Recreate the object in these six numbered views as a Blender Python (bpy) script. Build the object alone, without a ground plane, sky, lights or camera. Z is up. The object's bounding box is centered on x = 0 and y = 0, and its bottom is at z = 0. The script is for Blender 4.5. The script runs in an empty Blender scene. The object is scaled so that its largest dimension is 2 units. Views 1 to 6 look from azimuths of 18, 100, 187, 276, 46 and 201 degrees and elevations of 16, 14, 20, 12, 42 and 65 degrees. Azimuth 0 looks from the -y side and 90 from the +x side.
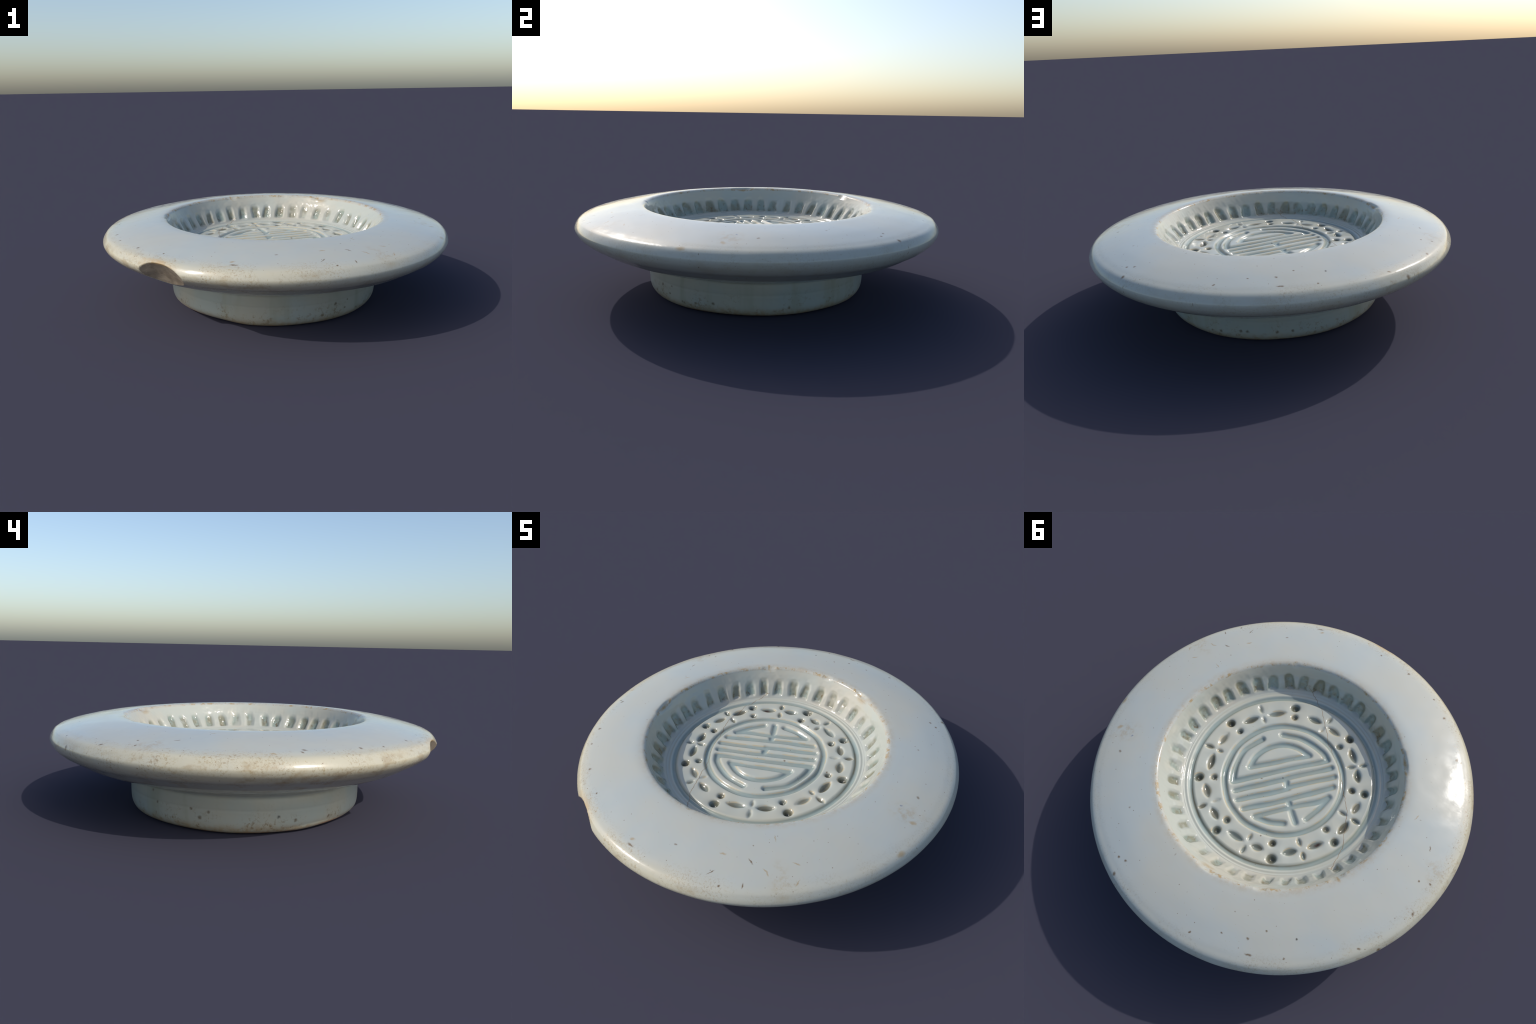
"""Glazed porcelain dish on a foot: broad flange, fluted well, carved round emblem."""
import bpy, math
import numpy as np

rng = np.random.default_rng(7)
TAU = 2 * math.pi
N_ANG = 1440                       # columns of the lathe grid
FLOOR_Z = 0.333                    # top level of the carved floor
FLUTES = 41
PAT = np.array([-0.007, -0.0105])   # the carved pattern sits slightly off axis


# ----------------------------------------------------------------- helpers
def smooth(a, b, x):
    t = np.clip((x - a) / (b - a), 0, 1)
    return t * t * (3 - 2 * t)


def wrap(a):
    return (a + math.pi) % TAU - math.pi


def waves(x, y, z, scale, seed, octaves=3):
    """Cheap smooth noise in about -1..1: sums of randomly turned sine waves."""
    g = np.random.default_rng(seed)
    out = np.zeros_like(x)
    amp, tot = 1.0, 0.0
    for _ in range(octaves):
        part = np.zeros_like(x)
        for _ in range(5):
            k = g.normal(size=3)
            k = k / np.linalg.norm(k) * scale * g.uniform(.6, 1.4)
            part += np.sin(k[0] * x + k[1] * y + k[2] * z + g.uniform(0, TAU))
        out += amp * part / 2.4
        tot += amp
        amp *= .5
        scale *= 2.1
    return out / tot


def spline(points, step):
    """Catmull-Rom through profile control points, resampled at about `step`."""
    p = np.array(points, float)
    p = np.vstack([2 * p[0] - p[1], p, 2 * p[-1] - p[-2]])
    fine = []
    for i in range(1, len(p) - 2):
        t = np.linspace(0, 1, 24, endpoint=False)[:, None]
        a, b, c, d = p[i - 1], p[i], p[i + 1], p[i + 2]
        fine.append(.5 * (2 * b + (c - a) * t + (2 * a - 5 * b + 4 * c - d) * t ** 2
                          + (3 * b - a - 3 * c + d) * t ** 3))
    fine = np.vstack(fine + [p[-2:-1]])
    s = np.r_[0, np.cumsum(np.linalg.norm(np.diff(fine, axis=0), axis=1))]
    q = np.linspace(0, s[-1], max(2, int(round(s[-1] / step)) + 1))
    return np.c_[np.interp(q, s, fine[:, 0]), np.interp(q, s, fine[:, 1])]


# ----------------------------------------------------------------- carved pattern
# Emblem strokes in the emblem's own frame (bars run along u).
STROKES = [
    [(-.055, .255), (-.118, .236), (-.176, .206), (-.231, .137), (-.264, .047)],
    [(.055, .257), (.140, .215), (.204, .155), (.246, .093), (.258, .047)],
    [(-.160, .106), (-.111, .164), (-.040, .194), (.044, .194), (.114, .160), (.166, .102)],
    [(-.155, .106), (.168, .098)],
    [(-.266, .047), (.255, .047)],
    [(-.266, -.006), (-.017, -.006), (.040, -.002), (.262, -.002)],
    [(.012, -.004), (.004, -.057)],
    [(-.264, -.063), (-.008, -.064), (.023, -.055), (.262, -.057)],
    [(-.246, -.118), (-.022, -.122), (.242, -.112)],
    [(-.006, -.122), (.001, -.258)],
    [(-.196, -.174), (-.015, -.170), (.141, -.170), (.205, -.161)],
    [(-.190, -.182), (-.133, -.222), (-.056, -.250)],
    [(.206, -.164), (.134, -.211), (.062, -.250)],
]
EMBLEM_C, EMBLEM_TURN = np.array([-.011, -.0065]), math.radians(-148.0)

# Hollows of the border ring: (radius, angle) of pairs of drilled dots.
DOT_PAIRS = [(.437, -80.4, .374, -81.5), (.442, -30.4, .371, -31.1), (.449, 17.7, .371, 18.0),
             (.452, 59.5, .377, 58.6), (.449, 101.4, .369, 100.6), (.447, 144.9, .367, 146.0),
             (.441, -174.0, .373, -173.4), (.433, -128.8, .360, -130.6)]
# Four-petalled flowers: radial petals (r0, r1 at angle), tangential petals (angles from-to at r).
FLOWERS = [  # centre angle, outer r0 r1, inner r0 r1, ring radius, left a0 a1, right a0 a1
    (-54.6, .408, .472, .342, .396, .396, -36.8, -52.0, -57.5, -74.8),
    (-108.2, .404, .458, .335, .382, .392, -91.5, -104.5, -109.5, -123.2),
    (-152.0, .412, .470, .344, .402, .402, -135.0, -150.0, -153.8, -166.4),
    (165.2, .423, .478, .342, .403, .420, 179.6, 168.5, 162.5, 149.8),
    (121.8, .421, .470, .344, .398, .412, 138.8, 125.5, 118.8, 107.4),
    (81.9, .418, .473, .350, .398, .407, 95.6, 84.8, 79.4, 64.8),
    (39.6, .422, .480, .346, .404, .410, 54.6, 42.6, 36.0, 23.0),
    (-6.0, .410, .480, .358, .399, .402, 12.4, -2.4, -9.0, -24.2),
]


def seg_distance(px, py, a, b):
    ax, ay = a
    bx, by = b
    dx, dy = bx - ax, by - ay
    t = np.clip(((px - ax) * dx + (py - ay) * dy) / (dx * dx + dy * dy), 0, 1)
    return np.hypot(px - ax - t * dx, py - ay - t * dy), t


def lens(px, py, a, b, half):
    """0 outside, 1 at the spine of a leaf-shaped hollow from a to b."""
    ax, ay = a
    bx, by = b
    L = math.hypot(bx - ax, by - ay)
    ux, uy = (bx - ax) / L, (by - ay) / L
    s = ((px - ax) * ux + (py - ay) * uy) / L
    n = np.abs(-(px - ax) * uy + (py - ay) * ux)
    w = half * np.sqrt(np.clip(4 * s * (1 - s), 0, 1)) ** 1.4 + 1e-6
    inside = (s > 0) & (s < 1)
    return np.where(inside, np.clip(1 - n / (1.25 * w), 0, 1) * np.clip(4 * s * (1 - s), 0, 1) ** .5, 0)


def carve(x, y):
    """Depth of the carving below the floor and an id of the hollow each point is in."""
    x = x + .0030 * waves(x, y, 0 * x, 30, 11, 2)
    y = y + .0030 * waves(x, y, 0 * x, 30, 12, 2)
    depth = np.zeros_like(x)
    ident = np.zeros(x.shape, int)
    names = ["plain"]

    def put(d, name, limit=.004):
        nonlocal depth
        names.append(name)
        win = (d > depth) & (d > limit)
        ident[win] = len(names) - 1
        depth = np.maximum(depth, d)

    r = np.hypot(x - PAT[0], y - PAT[1])
    a = np.arctan2(y - PAT[1], x - PAT[0])
    uneven = 1 + .22 * waves(x, y, 0 * x, 14, 13, 2)
    # emblem strokes
    c, s = math.cos(EMBLEM_TURN), math.sin(EMBLEM_TURN)
    u = (x - EMBLEM_C[0]) * c + (y - EMBLEM_C[1]) * s
    v = -(x - EMBLEM_C[0]) * s + (y - EMBLEM_C[1]) * c
    near = r < .33
    for k, line in enumerate(STROKES):
        d = np.full(x.shape, 9.0)
        fine = spline(line, .012)
        for p, q in zip(fine[:-1], fine[1:]):
            d[near] = np.minimum(d[near], seg_distance(u[near], v[near], p, q)[0])
        put(uneven * .0130 * (1 - smooth(.005, .0225, d)) , "emblem_stroke")
    # ring groove round the emblem
    rr = np.hypot(x - EMBLEM_C[0], y - EMBLEM_C[1])
    put(uneven * .0135 * (1 - smooth(.006, .021, np.abs(rr - .3165))), "ring_groove")
    # dots
    for k, (r1, a1, r2, a2) in enumerate(DOT_PAIRS):
        for rad, ang, size, dep in ((r1, a1, .0270, .027), (r2, a2, .0225, .021)):
            ang = math.radians(ang)
            d = np.hypot(x - PAT[0] - rad * math.cos(ang), y - PAT[1] - rad * math.sin(ang))
            size *= rng.uniform(.93, 1.07)
            put(dep * rng.uniform(.85, 1.1) * (.82 * (1 - smooth(.05 * size, 1.12 * size, d)) + .18 * np.exp(-(d / (1.35 * size)) ** 2)), "drilled_dot")
    # flowers
    for f in FLOWERS:
        ang = math.radians(f[0])

        def at(rad, deg):
            t = math.radians(deg)
            return PAT[0] + rad * math.cos(t), PAT[1] + rad * math.sin(t)
        for p, q, half, dep in ((at(f[1], f[0]), at(f[2], f[0]), .0150, .015),
                                (at(f[3], f[0]), at(f[4], f[0]), .0135, .012),
                                (at(f[5] + .006, f[6]), at(f[5], f[7]), .0215, .018),
                                (at(f[5], f[8]), at(f[5] + .006, f[9]), .0215, .018)):
            m = lens(x, y, p, q, half)
            mid = (.5 * (p[0] + q[0]), .5 * (p[1] + q[1]))
            soft = np.exp(-(np.hypot(x - mid[0], y - mid[1]) / (2.0 * half)) ** 2)
            put(uneven * dep * rng.uniform(.75, 1.15) * (.85 * smooth(0, 1.0, m) + .15 * soft), "petal_hollow")
    return depth, ident, names, r


# ----------------------------------------------------------------- profile of the lathe
def build_profile():
    secs = []                                              # (name, points)
    floor = np.c_[np.linspace(.0025, .470, 188), np.full(188, FLOOR_Z)]
    secs.append(("floor", floor))
    secs.append(("groove", spline([(.470, .333), (.4765, .3305), (.483, .3245), (.490, .3195), (.498, .3195),
                                   (.506, .3245), (.514, .3295), (.524, .328), (.532, .3315)], .0026)))
    secs.append(("wall", spline([(.532, .3315), (.541, .339), (.550, .352), (.560, .367), (.572, .385),
                                 (.586, .403), (.598, .420), (.606, .435), (.614, .450), (.621, .463),
                                 (.6265, .473)], .0026)))
    secs.append(("flange", spline([(.6265, .473), (.631, .480), (.639, .4850), (.652, .4872), (.69, .4855), (.75, .4775),
                                   (.81, .4675), (.86, .4580), (.92, .4445), (.948, .4360), (.966, .4295),
                                   (.978, .4215), (.988, .409), (.9955, .396), (.9985, .385), (.995, .371), (.983, .354),
                                   (.953, .329), (.922, .3105), (.895, .2945), (.860, .275), (.800, .2505), (.750, .235),
                                   (.700, .2215), (.660, .2095), (.632, .198), (.616, .190),
                                   (.606, .182)], .005)))
    secs.append(("foot", spline([(.606, .182), (.606, .174), (.608, .162), (.6105, .14), (.611, .122), (.6095, .1185), (.611, .115),
                                 (.611, .085), (.6095, .060), (.605, .038), (.596, .020), (.583, .008), (.566, .002), (.548, .0),
                                 (.522, .0015), (.508, .010), (.500, .028), (.492, .06), (.480, .088),
                                 (.450, .1), (.36, .103), (.24, .104), (.12, .104), (.003, .104)], .0065)))
    return secs


secs = build_profile()
prof, sec_of = [], []
for i, (nm, p) in enumerate(secs):
    q = p if i == 0 else p[1:]
    prof.append(q)
    sec_of += [nm] * len(q)
prof = np.vstack(prof)
sec_of = np.array(sec_of)
M = len(prof)
theta = np.linspace(-math.pi, math.pi, N_ANG, endpoint=False)
R = np.repeat(prof[:, :1], N_ANG, 1)
Z = np.repeat(prof[:, 1:], N_ANG, 1)
A = np.repeat(theta[None], M, 0)
ROW = np.repeat(np.arange(M)[:, None], N_ANG, 1)

# the well is centred on the pattern, the flange on the axis: blend the offset out by the rim
shift = (1 - smooth(.50, .70, R)) * (ROW <= np.argmax(prof[:, 1]))
X = R * np.cos(A) + shift * PAT[0]
Y = R * np.sin(A) + shift * PAT[1]

# flutes pressed into the well wall
wall_rows = np.where(sec_of == "wall")[0]
tang = np.gradient(prof, axis=0)
tang /= np.linalg.norm(tang, axis=1)[:, None]
out_r, out_z = tang[:, 1], -tang[:, 0]                     # points into the clay (outward, down)
pitch = TAU / FLUTES
phase = math.radians(-57.2)
jit = rng.uniform(-.06, .06, FLUTES) * pitch
half = rng.uniform(.29, .35, FLUTES) * pitch
deep = rng.uniform(.75, 1.15, FLUTES)
top = .422 + rng.uniform(-.006, .006, FLUTES)
fi = np.round(wrap(A - phase) / pitch).astype(int) % FLUTES
local = wrap(A - phase - fi * pitch) - jit[fi]
skew = np.array([.10 * math.sin(2.3 * k) for k in range(FLUTES)])[fi] * pitch
local = local + .06 * pitch * waves(X, Y, Z, 45, 33, 2) - skew * (Z - .39) / .03 * .35
across = 1 - smooth(.32, 1.25, np.abs(local) / half[fi])
arch = .010 * (local / half[fi]) ** 2
along = smooth(.338, .354, Z) * (1 - smooth(top[fi] - .026 - arch, top[fi] + .011 - arch, Z))
lower = .72 + .28 * (1 - smooth(.36, .42, Z))
flute = .0140 * deep[fi] * across * along * lower * (sec_of == "wall")[:, None]
rough = waves(X, Y, Z, 55, 31, 3) * (sec_of == "wall")[:, None] * smooth(.535, .56, R) * (1 - smooth(.61, .625, R))
flute_push = flute * (1 + .15 * rough) + .0016 * rough
X += flute_push * out_r[:, None] * np.cos(A)
Y += flute_push * out_r[:, None] * np.sin(A)
Z = Z + flute_push * out_z[:, None]

# carved floor
is_floor = np.isin(sec_of, ["floor", "groove"])
_, ident, hollow_names, _ = carve(X[is_floor], Y[is_floor])


def melted_depth(px, py, span=.56, n=801):
    """Carving softened by the glaze: blurred on a plain grid, then read back at the points."""
    global rng
    rng = np.random.default_rng(7)
    g = np.linspace(-span, span, n)
    gx, gy = np.meshgrid(g, g)
    d = carve(gx, gy)[0]
    k = np.fft.fftfreq(n, g[1] - g[0]) * TAU
    k2 = k[:, None] ** 2 + k[None] ** 2
    F = np.fft.fft2(d)
    blur = lambda sig: np.real(np.fft.ifft2(F * np.exp(-.5 * k2 * sig ** 2)))
    d = 1.08 * blur(.0040) + .20 * blur(.016)
    u = (px + span) / (2 * span) * (n - 1)
    v = (py + span) / (2 * span) * (n - 1)
    i, j = np.clip(v.astype(int), 0, n - 2), np.clip(u.astype(int), 0, n - 2)
    fv, fu = v - i, u - j
    return ((d[i, j] * (1 - fu) + d[i, j + 1] * fu) * (1 - fv) + (d[i + 1, j] * (1 - fu) + d[i + 1, j + 1] * fu) * fv)


depth = melted_depth(X[is_floor], Y[is_floor]) * (1 - smooth(.470, .500, R[is_floor])) - .0022
Z[is_floor] -= depth
hollow = np.zeros((M, N_ANG), int)
hollow[is_floor] = ident
Z[is_floor] += .0013 * waves(X[is_floor], Y[is_floor], 0 * X[is_floor], 22, 5, 3)

# unevenness of the thrown body
body = ~is_floor & (sec_of != "wall")
bx, by, bz = X[body], Y[body], Z[body]
wob = .0012 * waves(bx, by, bz, 5, 21, 2) + .0005 * waves(bx, by, bz, 24, 22, 2)
wob *= smooth(.634, .70, np.hypot(bx, by)) + (bz < .3)
wob = np.where(bz > .3, wob, .6 * wob)
Z[body] += np.where(bz > .42, wob, 0)
rad = np.hypot(bx, by)
X[body] += np.where((rad > .55), wob * bx / rad, 0)
Y[body] += np.where((rad > .55), wob * by / rad, 0)

TILT = .008                                                # the well floor rises slightly towards +x
Z = Z + TILT * X * (1 - smooth(.53, .59, R)) * (ROW <= wall_rows[-1])

# the lip is worn lower towards one side
dip = .0050 * (1 + np.cos(A - math.radians(50))) / 2 * smooth(.60, .634, R) * (1 - smooth(.66, .84, R)) * (Z > .43)
Z = Z - dip
# slight tilt of the flange, and an underside that hangs fuller on one side
Z = Z + .0016 * np.cos(A - math.radians(155)) * smooth(.60, .70, R) * (sec_of == "flange")[:, None] * smooth(.41, .43, Z)
under = (sec_of == "flange")[:, None] * (1 - smooth(.33, .385, Z)) * (.25 + .75 * smooth(.606, .66, R))
Z = Z - .011 * (1 + np.cos(A - math.radians(65))) / 2 * under
# the well wall leans out a little further at the front
lean = .007 * np.clip(np.cos(A - math.radians(-100)), 0, 1) * smooth(.515, .55, R) * (1 - smooth(.59, .625, R)) * (ROW <= wall_rows[-1])
X += lean * np.cos(A)
Y += lean * np.sin(A)


# nicks along the inner lip: (angle, half width, depth)
for ang, wid, dep in ((-78.7, 2.2, .002), (-159.5, 7, .009), (133.4, 4.0, .006), (75.5, 6.0, .008), (100, 3, .004)):
    t = wrap(A - math.radians(ang)) / math.radians(wid)
    m = np.clip(1 - t ** 2, 0, 1) * np.exp(-((R - .634) / .010) ** 2) * (Z > .46)
    m = m * (1 + .3 * waves(X, Y, Z, 70, 9, 2))
    Z -= dep * m
    X += .5 * dep * m * np.cos(A)
    Y += .5 * dep * m * np.sin(A)

# chipped flake at the rim: a conchoidal scoop that undercuts the edge
CH = math.radians(-108.6)
rr = np.hypot(X, Y)
da = wrap(np.arctan2(Y, X) - CH)
t = rr * np.sin(da)
kk = np.where(t < 0, 4.2, 2.5)                           # steep left side, long tail to the right
ripple = .0025 * waves(X, Y, Z, 30, 41, 3)
limit = .976 - .90 * (.420 - Z) + 1.6 * (.420 - Z) ** 2 + kk * t * t + ripple
chip_zone = (sec_of == "flange")[:, None] & (np.abs(da) < .5) & (rr > .84) & (Z > .285)
cut = chip_zone & (rr > limit)
fac = np.where(cut, limit / np.maximum(rr, 1e-6), 1)
X *= fac
Y *= fac

# uneven standing edge: the foot is lifted and ground away on one side
lift = .010 * np.exp(-(wrap(A - math.radians(-119)) / math.radians(24)) ** 4)
lift += .002 * (1 + np.sin(3 * A + .6)) / 2 + .002 * (1 + np.sin(7 * A + 2)) / 2 + .0012 * waves(np.cos(A), np.sin(A), 0 * A, 9, 55, 3)
lift = lift - lift.min()
is_foot = (sec_of == "foot")[:, None]
FX, FY = -.008, -.007                                    # the foot sits a little off axis
off = np.where(sec_of == 'foot', 1, np.where(sec_of == 'flange', 1 - smooth(.606, .72, prof[:, 0]), 0)) * (prof[:, 1] < .3)
X += FX * off[:, None]
Y += FY * off[:, None]
Z += np.where(is_foot, lift * (1 - smooth(.0, .07, Z)), 0)
Z -= Z.min()

# ----------------------------------------------------------------- mesh pieces
V = np.stack([X, Y, Z], -1)


def grid_normals(V):
    du = np.empty_like(V)
    du[1:-1] = V[2:] - V[:-2]
    du[0] = V[1] - V[0]
    du[-1] = V[-1] - V[-2]
    dv = np.roll(V, -1, 1) - np.roll(V, 1, 1)
    n = np.cross(du, dv)
    n /= np.linalg.norm(n, axis=-1, keepdims=True) + 1e-12
    return n


NRM = grid_normals(V)
if NRM[np.argmax(prof[:, 1]), 0, 2] < 0:
    NRM = -NRM
VERT = V.reshape(-1, 3)
NORM = NRM.reshape(-1, 3)
idx = np.arange(M * N_ANG).reshape(M, N_ANG)
nxt = np.roll(idx, -1, 1)
QUAD = np.stack([idx[:-1], idx[1:], nxt[1:], nxt[:-1]], -1)          # (M-1, N, 4)

# face regions: a code per face
face_sec = sec_of[1:]
code = np.zeros((M - 1, N_ANG), int)
CODE_NAMES = ["well_floor", "well_wall", "flange", "foot", "chip"]
for i, nm in enumerate(face_sec):
    code[i] = {"floor": 0, "groove": 0, "wall": 1, "flange": 2, "foot": 3}[nm]
hf = hollow[1:]
names_seen = {}
for k in range(1, len(hollow_names)):
    code[(hf == k)] = 100 + k
lf = np.round(wrap(A[1:] + TAU / N_ANG / 2 - phase) / pitch).astype(int) % FLUTES
fl = flute[1:]
m = (fl > .0045)
code[m] = 500 + lf[m]
code[cut[1:] & cut[:-1]] = 4
outer_groove = (face_sec == "groove") & (prof[1:, 0] > .474) & (prof[1:, 0] < .512)
code[outer_groove[:, None] & (code == 0)] = 99


def make_object(name, quads, parent, material, fan=None):
    q = quads.reshape(-1, 4)
    used, inv = np.unique(q, return_inverse=True)
    inv = inv.reshape(-1, 4)
    co, no = VERT[used], NORM[used]
    loops = inv.ravel()
    starts = np.arange(0, len(loops), 4)
    if fan is not None:                                   # close the middle with a fan
        ring, centre, cn, flip = fan
        pos = np.searchsorted(used, ring)
        c = len(co)
        co = np.vstack([co, centre])
        no = np.vstack([no, cn])
        a, b = pos, np.roll(pos, -1)
        tri = np.stack([np.full_like(a, c), a, b] if flip else [np.full_like(a, c), b, a], -1)
        starts = np.r_[starts, len(loops) + np.arange(0, tri.size, 3)]
        loops = np.r_[loops, tri.ravel()]
    me = bpy.data.meshes.new(name)
    me.vertices.add(len(co))
    me.vertices.foreach_set("co", co.astype(np.float32).ravel())
    me.loops.add(len(loops))
    me.loops.foreach_set("vertex_index", loops.astype(np.int32))
    me.polygons.add(len(starts))
    me.polygons.foreach_set("loop_start", starts.astype(np.int32))
    me.update(calc_edges=True)
    me.validate()
    me.polygons.foreach_set("use_smooth", np.ones(len(me.polygons), bool))
    me.normals_split_custom_set_from_vertices(no.astype(np.float32))
    me.materials.append(material)
    ob = bpy.data.objects.new(name, me)
    bpy.context.collection.objects.link(ob)
    ob.parent = parent
    return ob


# ----------------------------------------------------------------- materials
def lin(r, g, b):
    f = lambda c: (c / 255 / 12.92) if c / 255 <= .04045 else ((c / 255 + .055) / 1.055) ** 2.4
    return (f(r), f(g), f(b), 1)


class Shader:
    """Small builder for node materials."""

    def __init__(self, name):
        self.mat = bpy.data.materials.new(name)
        self.mat.use_nodes = True
        self.nt = self.mat.node_tree
        self.bsdf = self.nt.nodes["Principled BSDF"]
        self.co = self.nt.nodes.new("ShaderNodeTexCoord").outputs["Object"]
        sep = self.node("ShaderNodeSeparateXYZ", {0: self.co})
        self.x, self.y, self.z = sep.outputs
        self.r = self.math("SQRT", self.math("ADD", self.math("MULTIPLY", self.x, self.x),
                                             self.math("MULTIPLY", self.y, self.y)))

    def node(self, kind, inputs=None, **props):
        n = self.nt.nodes.new(kind)
        for k, v in props.items():
            setattr(n, k, v)
        for k, v in (inputs or {}).items():
            if isinstance(v, bpy.types.NodeSocket):
                self.nt.links.new(v, n.inputs[k])
            else:
                n.inputs[k].default_value = v
        return n

    def math(self, op, a, b=0.0, clamp=False):
        return self.node("ShaderNodeMath", {0: a, 1: b}, operation=op, use_clamp=clamp).outputs[0]

    def ramp(self, x, lo, hi, out0=0.0, out1=1.0):
        """Smooth step of x from lo..hi to out0..out1."""
        return self.node("ShaderNodeMapRange", {0: x, 1: lo, 2: hi, 3: out0, 4: out1},
                         interpolation_type="SMOOTHSTEP").outputs[0]

    def band(self, x, a, b, c, d):
        return self.math("MULTIPLY", self.ramp(x, a, b), self.ramp(x, c, d, 1, 0))

    def noise(self, scale, detail=3.0, rough=.55, co=None, stretch=None):
        v = co or self.co
        if stretch:
            v = self.node("ShaderNodeMapping", {0: v, 3: stretch}).outputs[0]
        return self.node("ShaderNodeTexNoise", {"Vector": v, "Scale": scale, "Detail": detail,
                                                "Roughness": rough}).outputs[0]

    def mix(self, fac, a, b):
        n = self.node("ShaderNodeMix", data_type="RGBA")
        for sock, v in ((n.inputs[0], fac), (n.inputs[6], a), (n.inputs[7], b)):
            if isinstance(v, bpy.types.NodeSocket):
                self.nt.links.new(v, sock)
            else:
                sock.default_value = v
        return n.outputs[2]

    def warped(self, amount, scale):
        c = self.node("ShaderNodeTexNoise", {"Vector": self.co, "Scale": scale, "Detail": 2.0}).outputs[1]
        c = self.node("ShaderNodeVectorMath", {0: c, 1: (.5, .5, .5)}, operation="SUBTRACT").outputs[0]
        c = self.node("ShaderNodeVectorMath", {0: c, 3: amount}, operation="SCALE").outputs[0]
        return self.node("ShaderNodeVectorMath", {0: self.co, 1: c}, operation="ADD").outputs[0]

    def spots(self, items, co, soft=(.2, 1.25)):
        """Mask of elliptical marks: (x, y, z, length, width, turn in degrees)."""
        best = None
        for (x, y, z, a, b, turn) in items:
            v = self.node("ShaderNodeMapping", {0: co, 1: (x, y, z), 2: (0, 0, math.radians(turn)),
                                                3: (a, b, max(a, b))}, vector_type="TEXTURE").outputs[0]
            d = self.node("ShaderNodeVectorMath", {0: v}, operation="LENGTH").outputs["Value"]
            best = d if best is None else self.math("MINIMUM", best, d)
        return self.ramp(best, soft[0], soft[1], 1, 0)

    def specks(self, scale, keep, size, seed=0.0, flat=False):
        """Sparse random dots: Voronoi cells, a share `keep` of which hold a dot."""
        co = self.node("ShaderNodeMapping", {0: self.co, 1: (seed, seed * .7, -seed)}).outputs[0]
        v = self.node("ShaderNodeTexVoronoi", {"Vector": co, "Scale": scale, "Randomness": 1.0},
                      voronoi_dimensions="2D" if flat else "3D")
        rnd = self.node("ShaderNodeSeparateColor", {0: v.outputs["Color"]}).outputs
        on = self.math("LESS_THAN", rnd[0], keep)
        sz = self.math("MULTIPLY_ADD", rnd[1], size * .7)
        self.nt.nodes[-1].inputs[2].default_value = size * .3
        d = self.math("DIVIDE", v.outputs["Distance"], sz)
        return self.math("MULTIPLY", on, self.ramp(d, .45, 1.1, 1, 0))

    def finish(self, colour, rough, bump=None, strength=.1, distance=.004, coat=0.0):
        self.nt.links.new(colour, self.bsdf.inputs["Base Color"])
        if isinstance(rough, bpy.types.NodeSocket):
            self.nt.links.new(rough, self.bsdf.inputs["Roughness"])
        else:
            self.bsdf.inputs["Roughness"].default_value = rough
        self.bsdf.inputs["IOR"].default_value = 1.5
        if bump is not None:
            n = self.node("ShaderNodeBump", {"Height": bump, "Strength": strength, "Distance": distance})
            self.nt.links.new(n.outputs[0], self.bsdf.inputs["Normal"])
        return self.mat


GLAZE = lin(176, 179, 172)
GLAZE_COOL = lin(171, 177, 173)
GLAZE_WARM = lin(178, 178, 167)
CREAM = lin(190, 182, 156)
POOL = lin(133, 150, 146)
OLIVE = lin(118, 122, 106)
BROWN = lin(100, 74, 38)
DARK = lin(70, 62, 52)
OCHRE = lin(156, 128, 76)

# marks read off the flange: x, y, z, length, width, turn
SPOTS_BROWN = [(-.656, -.666, .442, .009, .007, 0), (-.732, -.565, .446, .012, .009, 40), (-.487, -.783, .444, .010, .007, 20),
               (-.31, -.855, .446, .007, .006, 0), (-.846, -.338, .452, .014, .008, 70), (-.87, -.33, .446, .010, .006, 70),
               (.833, .169, .463, .010, .008, 0), (.646, .445, .474, .006, .006, 0), (.586, .770, .428, .014, .011, 50),
               (.594, .688, .448, .009, .008, 0), (.552, .697, .452, .008, .007, 0), (.174, .678, .488, .006, .006, 0),
               (.208, .744, .478, .006, .006, 0), (.047, .691, .489, .007, .006, 0), (-.039, .758, .479, .005, .005, 0),
               (.130, .907, .447, .008, .006, 30), (-.012, .865, .458, .008, .005, 0), (-.206, .794, .467, .006, .006, 0),
               (-.133, .85, .459, .008, .007, 0), (-.158, .914, .443, .020, .006, 8), (-.711, .696, .396, .015, .012, 0),
               (-.816, .499, .434, .011, .008, 60), (-.861, .339, .443, .007, .006, 0), (-.805, .346, .456, .006, .005, 0),
               (-.82, .178, .463, .014, .004, 100), (.072, -.929, .441, .022, .006, 4), (.233, -.797, .467, .010, .006, 20),
               (.328, .598, .492, .013, .006, 60), (.596, .249, .495, .014, .005, 110), (.541, -.635, .464, .018, .004, -10),
               (.449, -.784, .450, .022, .0025, 70), (.592, -.735, .438, .014, .003, 120), (.519, -.801, .434, .007, .006, 0),
               (.494, -.574, .480, .006, .005, 0), (.718, .274, .478, .005, .005, 0), (-.622, .729, .432, .010, .007, 0),
               (-.315, .88, .441, .006, .005, 0), (-.741, .058, .483, .006, .004, 0)]
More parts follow.
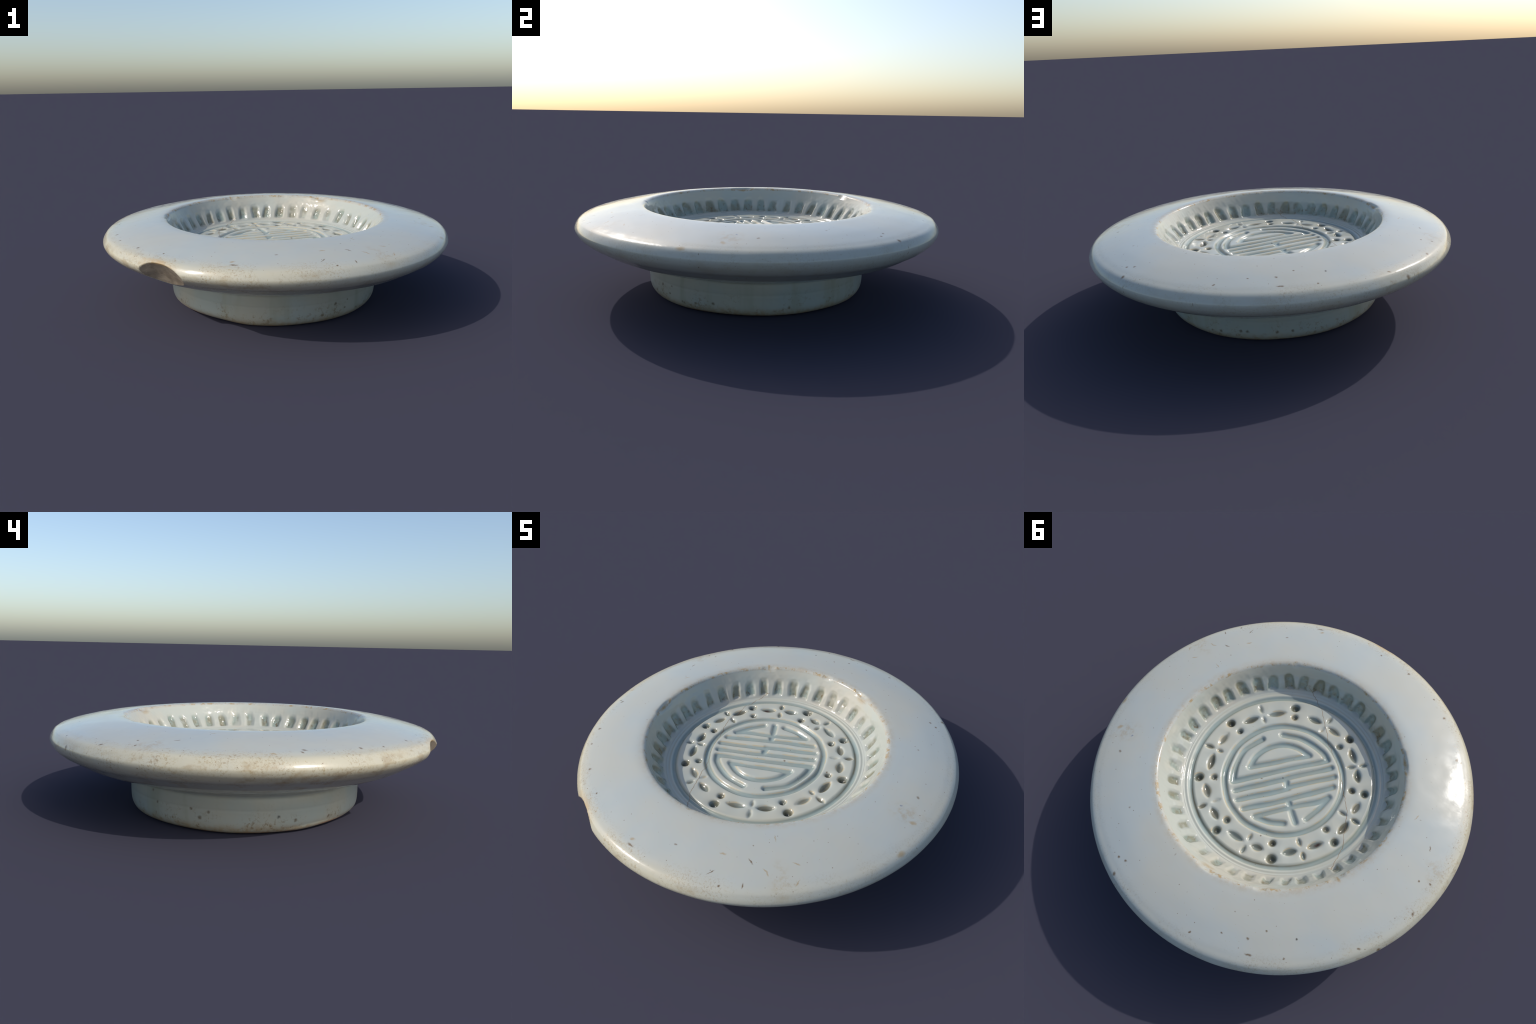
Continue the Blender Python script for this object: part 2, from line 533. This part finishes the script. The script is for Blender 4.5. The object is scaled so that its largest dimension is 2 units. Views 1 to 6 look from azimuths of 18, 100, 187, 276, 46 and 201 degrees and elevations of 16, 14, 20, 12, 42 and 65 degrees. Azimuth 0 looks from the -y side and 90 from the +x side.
SPOTS_OCHRE = [(.425, -.690, .470, .018, .006, 25), (.629, -.626, .454, .016, .004, -30), (.687, -.507, .461, .020, .004, 20),
               (.748, -.567, .440, .018, .004, 100), (.055, -.905, .447, .016, .008, 30), (.615, -.622, .456, .016, .004, 10),
               (-.91, -.222, .440, .016, .006, 80), (.961, -.137, .428, .026, .014, 80), (.537, -.482, .487, .020, .004, -40),
               (-.72, .05, .482, .020, .003, 60), (.90, .03, .447, .02, .012, 30)]
SPOTS_DARK = [(-.345, .783, .460, .0065, .006, 0)]
SPOTS_BLUE = [(.810, .069, .470, .010, .007, 20)]
LIP_STAINS = [(-.42, .452, .488, .030, .012, 133), (.160, .595, .488, .050, .014, -14), (-.595, -.222, .489, .045, .010, 110),
              (.126, -.632, .492, .014, .010, 10), (-.437, .458, .490, .03, .009, 134), (.05, -.64, .494, .02, .006, 0),
              (-.616, .091, .490, .016, .008, 90), (-.30, -.56, .490, .03, .006, -30)]


def flange_material():
    s = Shader("glaze_flange")
    big = s.noise(2.2, 3)
    col = s.mix(s.ramp(big, .35, .65), GLAZE_COOL, GLAZE_WARM)
    col = s.mix(s.ramp(s.noise(7, 4), .45, .75, 0, .5), col, GLAZE)
    w = s.warped(.012, 70)
    # cream wear along the turned edge, broken up, strongest on the -x/-y side
    side = s.math("ADD", s.math("MULTIPLY", s.x, -.45), s.math("MULTIPLY", s.y, -.30))
    side = s.ramp(side, -.45, .45, .35, 1.0)
    edge = s.math("MULTIPLY", s.ramp(s.r, .915, .985), s.ramp(s.noise(5, 4), .25, .6, .55, 1.0))
    edge = s.math("MULTIPLY", edge, side)
    col = s.mix(s.math("MULTIPLY", edge, .75), col, CREAM)
    # dirt grains in the edge
    grain = s.ramp(s.noise(95, 7, .8), .50, .62)
    patch = s.ramp(s.noise(8, 4, .6), .38, .58)
    near = s.math("MULTIPLY", s.ramp(s.r, .89, .955), s.math("MULTIPLY", side, .95))
    dirt = s.math("MULTIPLY", s.math("MULTIPLY", grain, patch), near)
    smear = s.math("MULTIPLY", s.ramp(s.noise(10, 5, .65, stretch=(1, 1, 1.6)), .50, .66, 0, .55), s.math("MULTIPLY", side, s.math("MULTIPLY", s.ramp(s.z, .40, .43, 1, 0), s.ramp(s.r, .70, .90))))
    col = s.mix(smear, col, lin(158, 142, 112))
    col = s.mix(s.math("MULTIPLY", dirt, .8), col, s.mix(s.ramp(s.noise(24, 3), .4, .6), lin(150, 131, 92), lin(126, 102, 66)))
    fine = s.math("MULTIPLY", s.specks(46, .35, .17, 3.1), near)
    col = s.mix(s.math("MULTIPLY", fine, .7), col, BROWN)
    # tiny scratches and specks over the top
    scr = s.ramp(s.noise(30, 3, .6, stretch=(.35, 2.2, 1)), .68, .76)
    scr = s.math("MULTIPLY", scr, s.ramp(s.noise(6, 2), .5, .65, 0, .35))
    col = s.mix(scr, col, OCHRE)
    col = s.mix(s.math("MULTIPLY", s.specks(22, .17, .075, 8.7, True), .6), col, BROWN)
    col = s.mix(s.math("MULTIPLY", s.specks(50, .05, .11, 4.4, True), .5), col, OCHRE)
    # brownish haze beside the inner lip
    topside = s.ramp(s.z, .42, .44)
    haze = s.math("MULTIPLY", s.math("MULTIPLY", topside, s.ramp(s.r, .636, .685, 1, 0)), s.ramp(s.noise(30, 6, .75), .40, .66, .15, .60))
    col = s.mix(haze, col, lin(166, 152, 128))
    lip = s.math("MULTIPLY", topside, s.band(s.r, .622, .630, .637, .645))
    lip = s.math("MULTIPLY", lip, s.ramp(s.noise(26, 4, .7), .52, .66, 0, .8))
    col = s.mix(lip, col, OCHRE)
    stain = s.spots([(.856, .052, .460, .10, .07, 20), (.70, -.62, .440, .12, .05, -40), (-.86, .28, .45, .09, .05, 100)], w, (.1, 1.2))
    col = s.mix(s.math("MULTIPLY", stain, s.ramp(s.noise(26, 5, .65), .42, .68, 0, .38)), col, OCHRE)
    chip_edge = s.spots([(-.312, -.932, .412, .125, .030, -18.6)], w, (.3, 1.15))
    col = s.mix(s.math("MULTIPLY", chip_edge, s.ramp(s.noise(30, 4), .3, .6, .25, .75)), col, lin(176, 148, 104))
    col = s.mix(s.math("MULTIPLY", s.spots(LIP_STAINS, w), s.ramp(s.noise(45, 4, .7), .35, .6, .15, .9)), col, OCHRE)
    col = s.mix(s.math("MULTIPLY", s.spots(SPOTS_OCHRE, w), .6), col, OCHRE)
    col = s.mix(s.math("MULTIPLY", s.spots(SPOTS_BROWN, w), .85), col, BROWN)
    col = s.mix(s.math("MULTIPLY", s.spots(SPOTS_DARK, w), .9), col, DARK)
    col = s.mix(s.math("MULTIPLY", s.spots(SPOTS_BLUE, w), .9), col, lin(92, 104, 128))
    rough = s.math("ADD", s.ramp(s.noise(14, 4), .3, .7, .10, .20), s.math("MULTIPLY", dirt, .3))
    return s.finish(col, rough, s.noise(16, 3), .10, .006)


def wall_material():
    s = Shader("glaze_well_wall")
    col = s.mix(s.ramp(s.noise(4, 3), .35, .65), lin(172, 175, 165), lin(179, 175, 160))
    # pooled glaze and dirt where the flutes run deeper than the plain wall line
    line = s.math("MULTIPLY_ADD", s.z, .72)
    s.nt.nodes[-1].inputs[2].default_value = .2965          # plain wall radius at height z
    dx = s.math("ADD", s.x, -PAT[0] * .6)
    dy = s.math("ADD", s.y, -PAT[1] * .6)
    rad = s.math("SQRT", s.math("ADD", s.math("MULTIPLY", dx, dx), s.math("MULTIPLY", dy, dy)))
    deepness = s.math("SUBTRACT", rad, line)
    inband = s.band(s.z, .338, .350, .412, .428)
    pool = s.math("MULTIPLY", s.ramp(deepness, .002, .013), inband)
    hue = s.mix(s.ramp(s.noise(11, 3), .40, .62), lin(130, 144, 134), lin(116, 114, 90))
    col = s.mix(s.math("MULTIPLY", pool, .82), col, hue)
    stain = s.math("MULTIPLY", pool, s.ramp(s.noise(34, 4, .65), .52, .70))
    stain = s.math("MULTIPLY", stain, s.ramp(s.z, .36, .40, 1, .35))
    col = s.mix(s.math("MULTIPLY", stain, .75), col, BROWN)
    # thin brown edge lines and lip wear
    w = s.warped(.010, 80)
    lip = s.math("MULTIPLY", s.ramp(s.z, .468, .482), s.ramp(s.noise(24, 4, .7), .50, .66, 0, .75))
    col = s.mix(lip, col, OCHRE)
    col = s.mix(s.math("MULTIPLY", s.spots(LIP_STAINS, w), .7), col, OCHRE)
    col = s.mix(s.spots([(.424, -.400, .410, .012, .012, 0)], w), col, lin(92, 102, 112))
    col = s.mix(s.math("MULTIPLY", s.specks(40, .06, .12, 2.2), .6), col, BROWN)
    return s.finish(col, .14, s.noise(26, 3), .12, .006)


def floor_material():
    s = Shader("glaze_well_floor")
    col = s.mix(s.ramp(s.noise(5, 3), .35, .65), lin(178, 181, 170), lin(184, 183, 168))
    below = s.math("SUBTRACT", s.math("ADD", s.math("MULTIPLY", s.x, TILT), FLOOR_Z), s.z)
    pool = s.ramp(below, .003, .009)
    border = s.band(s.r, .335, .345, .475, .482)
    dirty = s.ramp(s.noise(9, 3, .6), .40, .60)
    hue = s.mix(s.math("MULTIPLY", dirty, s.ramp(border, 0, 1, .3, 1)), POOL, lin(132, 128, 108))
    hue = s.mix(border, hue, s.mix(dirty, lin(112, 122, 114), lin(106, 102, 82)))
    col = s.mix(s.math("MULTIPLY", pool, s.ramp(border, 0, 1, .78, .85)), col, hue)
    deep = s.math("MULTIPLY", s.ramp(below, .009, .020), border)
    col = s.mix(s.math("MULTIPLY", deep, s.ramp(s.noise(13, 2), .35, .6, .55, .95)), col, lin(78, 78, 66))
    w = s.warped(.008, 90)
    stains = s.spots([(-.297, .284, .318, .030, .014, 45), (-.430, -.222, .318, .022, .010, 28)], w)
    col = s.mix(s.math("MULTIPLY", stains, s.ramp(below, .006, .014)), col, lin(66, 46, 34))
    # warm halo on the shoulders of the hollows, stained stroke ends
    halo = s.math("MULTIPLY", s.math("MULTIPLY", s.ramp(s.r, .462, .470, 1, 0), s.band(below, .0015, .003, .005, .008)), s.ramp(s.noise(20, 3), .42, .62, 0, .7))
    col = s.mix(halo, col, lin(182, 166, 132))
    stub = s.spots([(.16, .13, .33, .035, .014, 32), (.13, .19, .33, .045, .014, 32), (.09, .22, .33, .05, .013, 32)], w)
    col = s.mix(s.math("MULTIPLY", s.math("MULTIPLY", stub, pool), .6), col, lin(140, 132, 108))
    dots = [(-.035, .055, .333, .007, .006, 0), (.057, -.085, .333, .005, .004, 0), (.245, -.02, .333, .005, .004, 0),
            (-.125, -.245, .333, .010, .008, 0), (-.005, .335, .333, .006, .005, 0), (-.215, .06, .333, .006, .005, 0),
            (.10, .03, .335, .009, .006, 0), (.325, .115, .333, .006, .006, 0), (-.15, -.10, .335, .010, .006, 30)]
    col = s.mix(s.math("MULTIPLY", s.spots(dots, w), .8), col, BROWN)
    col = s.mix(s.math("MULTIPLY", s.specks(36, .05, .10, 5.5, True), .55), col, BROWN)
    return s.finish(col, .14, s.noise(30, 3), .10, .005)


FOOT_SPOTS = [(-33.7, .110, .7), (-41.5, .104, 1.1), (-35.2, .070, .8), (-26.5, .046, .9), (-49.1, .054, 1.2), (-46.1, .041, .7),
              (-42, .102, .8), (-25.3, .043, 1), (-18.2, .054, .9), (-8.8, .067, 1.0), (26.9, .053, 1), (20.4, .036, 1.1),
              (65.2, .047, .8), (70.3, .054, 1), (80.7, .067, 1.1), (84, .067, 1.1), (98, .064, 1.0), (105.4, .065, 1),
              (116.4, .034, 1.4), (140.1, .033, 1.1), (140.8, .165, .9), (144.1, .112, .9), (163, .114, .8), (171.2, .107, 1),
              (167.2, .077, 1.2), (-174.2, .034, .8), (-170.1, .037, 1.1), (-150.7, .067, 1.0), (-132.4, .062, 1), (-114.1, .035, .9)]


def foot_material():
    s = Shader("glaze_foot")
    col = s.mix(s.ramp(s.noise(3, 3), .35, .65), lin(158, 166, 159), lin(168, 167, 152))
    run = s.ramp(s.noise(9, 3, .6, stretch=(1, 1, .12)), .50, .70, 0, .6)
    col = s.mix(run, col, lin(146, 148, 128))
    w = s.warped(.012, 70)
    pts = [(-.008 + .61 * math.cos(math.radians(a)), -.007 + .61 * math.sin(math.radians(a)), z, .0095 * k, .0095 * k, 0) for a, z, k in FOOT_SPOTS]
    col = s.mix(s.math("MULTIPLY", s.spots(pts, w), .75), col, lin(88, 72, 46))
    col = s.mix(s.math("MULTIPLY", s.spots([(-.575, -.228, .090, .009, .009, 0)], w), .9), col, lin(52, 54, 54))
    # unglazed, stained standing edge with a ragged upper line
    h = s.math("ADD", s.z, s.math("MULTIPLY", s.noise(14, 4, .6), -.05))
    grime = s.ramp(h, -.012, .040, 1, 0)
    col = s.mix(s.math("MULTIPLY", grime, s.ramp(s.noise(40, 4, .7), .35, .65, .35, .85)), col, lin(150, 128, 92))
    bare = s.ramp(h, -.022, -.006, 1, 0)
    col = s.mix(s.math("MULTIPLY", bare, .8), col, lin(150, 112, 74))
    orange = s.spots([(-.34, -.48, .015, .14, .05, -36)], s.warped(.03, 25), (.3, 1.2))
    col = s.mix(s.math("MULTIPLY", orange, s.ramp(s.z, .022, .036, .85, 0)), col, lin(184, 128, 76))
    grain = s.math("MULTIPLY", s.math("MULTIPLY", s.ramp(s.noise(48, 6, .75), .50, .64), s.ramp(s.noise(7, 3), .42, .58)), s.ramp(h, .0, .12, .9, .1))
    col = s.mix(grain, col, lin(122, 106, 76))
    col = s.mix(s.math("MULTIPLY", s.specks(30, .10, .10, 6.2), .5), col, BROWN)
    return s.finish(col, .3, s.noise(40, 4), .12, .004)


def chip_material():
    s = Shader("bare_clay")
    col = s.mix(s.ramp(s.noise(14, 5, .65), .35, .65), lin(150, 138, 120), lin(124, 112, 96))
    col = s.mix(s.ramp(s.noise(40, 4, .7, stretch=(1, 1, 2.5)), .55, .7, 0, .5), col, lin(96, 78, 62))
    col = s.mix(s.ramp(s.z, .404, .418), col, lin(180, 152, 108))
    return s.finish(col, .7, s.noise(30, 5, .65), .35, .006)


def crack_material():
    s = Shader("crack_stain")
    col = s.mix(s.ramp(s.noise(20, 3), .35, .65), lin(122, 88, 56), lin(150, 126, 94))
    return s.finish(col, .5)


MATS = {"flange": flange_material(), "well_wall": wall_material(), "well_floor": floor_material(),
        "foot": foot_material(), "chip": chip_material()}

# ----------------------------------------------------------------- assemble
dish = bpy.data.objects.new("porcelain_dish", None)
bpy.context.collection.objects.link(dish)
dish["label"] = "pale blue-white glazed porcelain dish with carved round emblem"
dish["category"] = "dish"

flat = QUAD.reshape(-1, 4)
fc = code.ravel()
floor_ob = make_object("well_floor", flat[fc == 0], dish, MATS["well_floor"],
                       fan=(idx[0], np.array([[0, 0, V[0, :, 2].mean()]]) + np.array([[PAT[0], PAT[1], 0]]), np.array([[0, 0, 1.]]), False)) \
    if np.isin(idx[0], flat[fc == 0]).all() else None
if floor_ob is None:
    # the middle of the emblem is a stroke: keep the first rings with the floor so the fan closes it
    code[:6] = 0
    fc = code.ravel()
    floor_ob = make_object("well_floor", flat[fc == 0], dish, MATS["well_floor"],
                           fan=(idx[0], np.array([[PAT[0], PAT[1], V[0, :, 2].mean()]]), np.array([[0, 0, 1.]]), False))
wall_ob = make_object("well_wall", flat[fc == 1], dish, MATS["well_wall"])
flange_ob = make_object("flange", flat[fc == 2], dish, MATS["flange"])
foot_ob = make_object("foot", flat[fc == 3], dish, MATS["foot"],
                      fan=(idx[-1], np.array([[0, 0, V[-1, :, 2].mean()]]), np.array([[0, 0, -1.]]), True))
make_object("chip", flat[fc == 4], flange_ob, MATS["chip"])
make_object("edge_groove", flat[fc == 99], floor_ob, MATS["well_floor"])
for k in range(1, len(hollow_names)):
    sel = fc == 100 + k
    if sel.any():
        make_object(hollow_names[k], flat[sel], floor_ob, MATS["well_floor"])
for k in range(FLUTES):
    sel = fc == 500 + k
    if sel.any():
        make_object("flute", flat[sel], wall_ob, MATS["well_wall"])


# hairline crack: a fine raised seam that follows the carved surface
def crack():
    path = [(.560, -86.3), (.533, -91.3), (.505, -94.3), (.468, -99.3), (.415, -104.6), (.373, -111.1), (.324, -121.3), (.309, -132.2),
            (.305, -147.0), (.311, -163.4), (.334, -178.7), (.372, -188.4), (.406, -197.3), (.441, -205.9), (.491, -213.4),
            (.516, -219.0), (.536, -222.7), (.557, -227.8)]
    p = np.array(path)
    t = np.arange(len(p))
    q = np.linspace(0, len(p) - 1, 420)
    r = np.interp(q, t, p[:, 0])
    a = np.radians(np.interp(q, t, p[:, 1]))
    r = r + .0022 * np.sin(q * 5.1) + .0015 * np.sin(q * 11.7 + 1)
    rows = np.interp(r, prof[:wall_rows[-1], 0], np.arange(wall_rows[-1]))
    cols = (wrap(a) + math.pi) / TAU * N_ANG
    i0 = np.clip(rows.astype(int), 0, M - 2)
    j0 = cols.astype(int) % N_ANG
    j1 = (j0 + 1) % N_ANG
    fr, fc_ = (rows - i0)[:, None], (cols - np.floor(cols))[:, None]
    mixv = lambda G: (G[i0, j0] * (1 - fr) + G[i0 + 1, j0] * fr) * (1 - fc_) + (G[i0, j1] * (1 - fr) + G[i0 + 1, j1] * fr) * fc_
    pos, nor = mixv(V), mixv(NRM)
    d = np.gradient(pos, axis=0)
    side = np.cross(nor, d)
    side /= np.linalg.norm(side, axis=1)[:, None]
    w = (.0021 + .0009 * np.sin(q * 3.3) ** 2)[:, None]
    w[:6] *= np.linspace(.1, 1, 6)[:, None]
    w[-6:] *= np.linspace(1, .1, 6)[:, None]
    rail = np.stack([pos - side * w - nor * .0010, pos + nor * .0008, pos + side * w - nor * .0010], 1)
    n = len(pos)
    verts = rail.reshape(-1, 3)
    faces = []
    for i in range(n - 1):
        for k in range(2):
            a0 = i * 3 + k
            faces.append((a0, a0 + 1, a0 + 4, a0 + 3))
        faces.append((i * 3 + 2, i * 3, i * 3 + 3, i * 3 + 5))
    me = bpy.data.meshes.new("hairline_crack")
    me.from_pydata(verts.tolist(), [], faces)
    me.polygons.foreach_set("use_smooth", np.ones(len(me.polygons), bool))
    me.materials.append(crack_material())
    ob = bpy.data.objects.new("hairline_crack", me)
    bpy.context.collection.objects.link(ob)
    ob.parent = dish


crack()
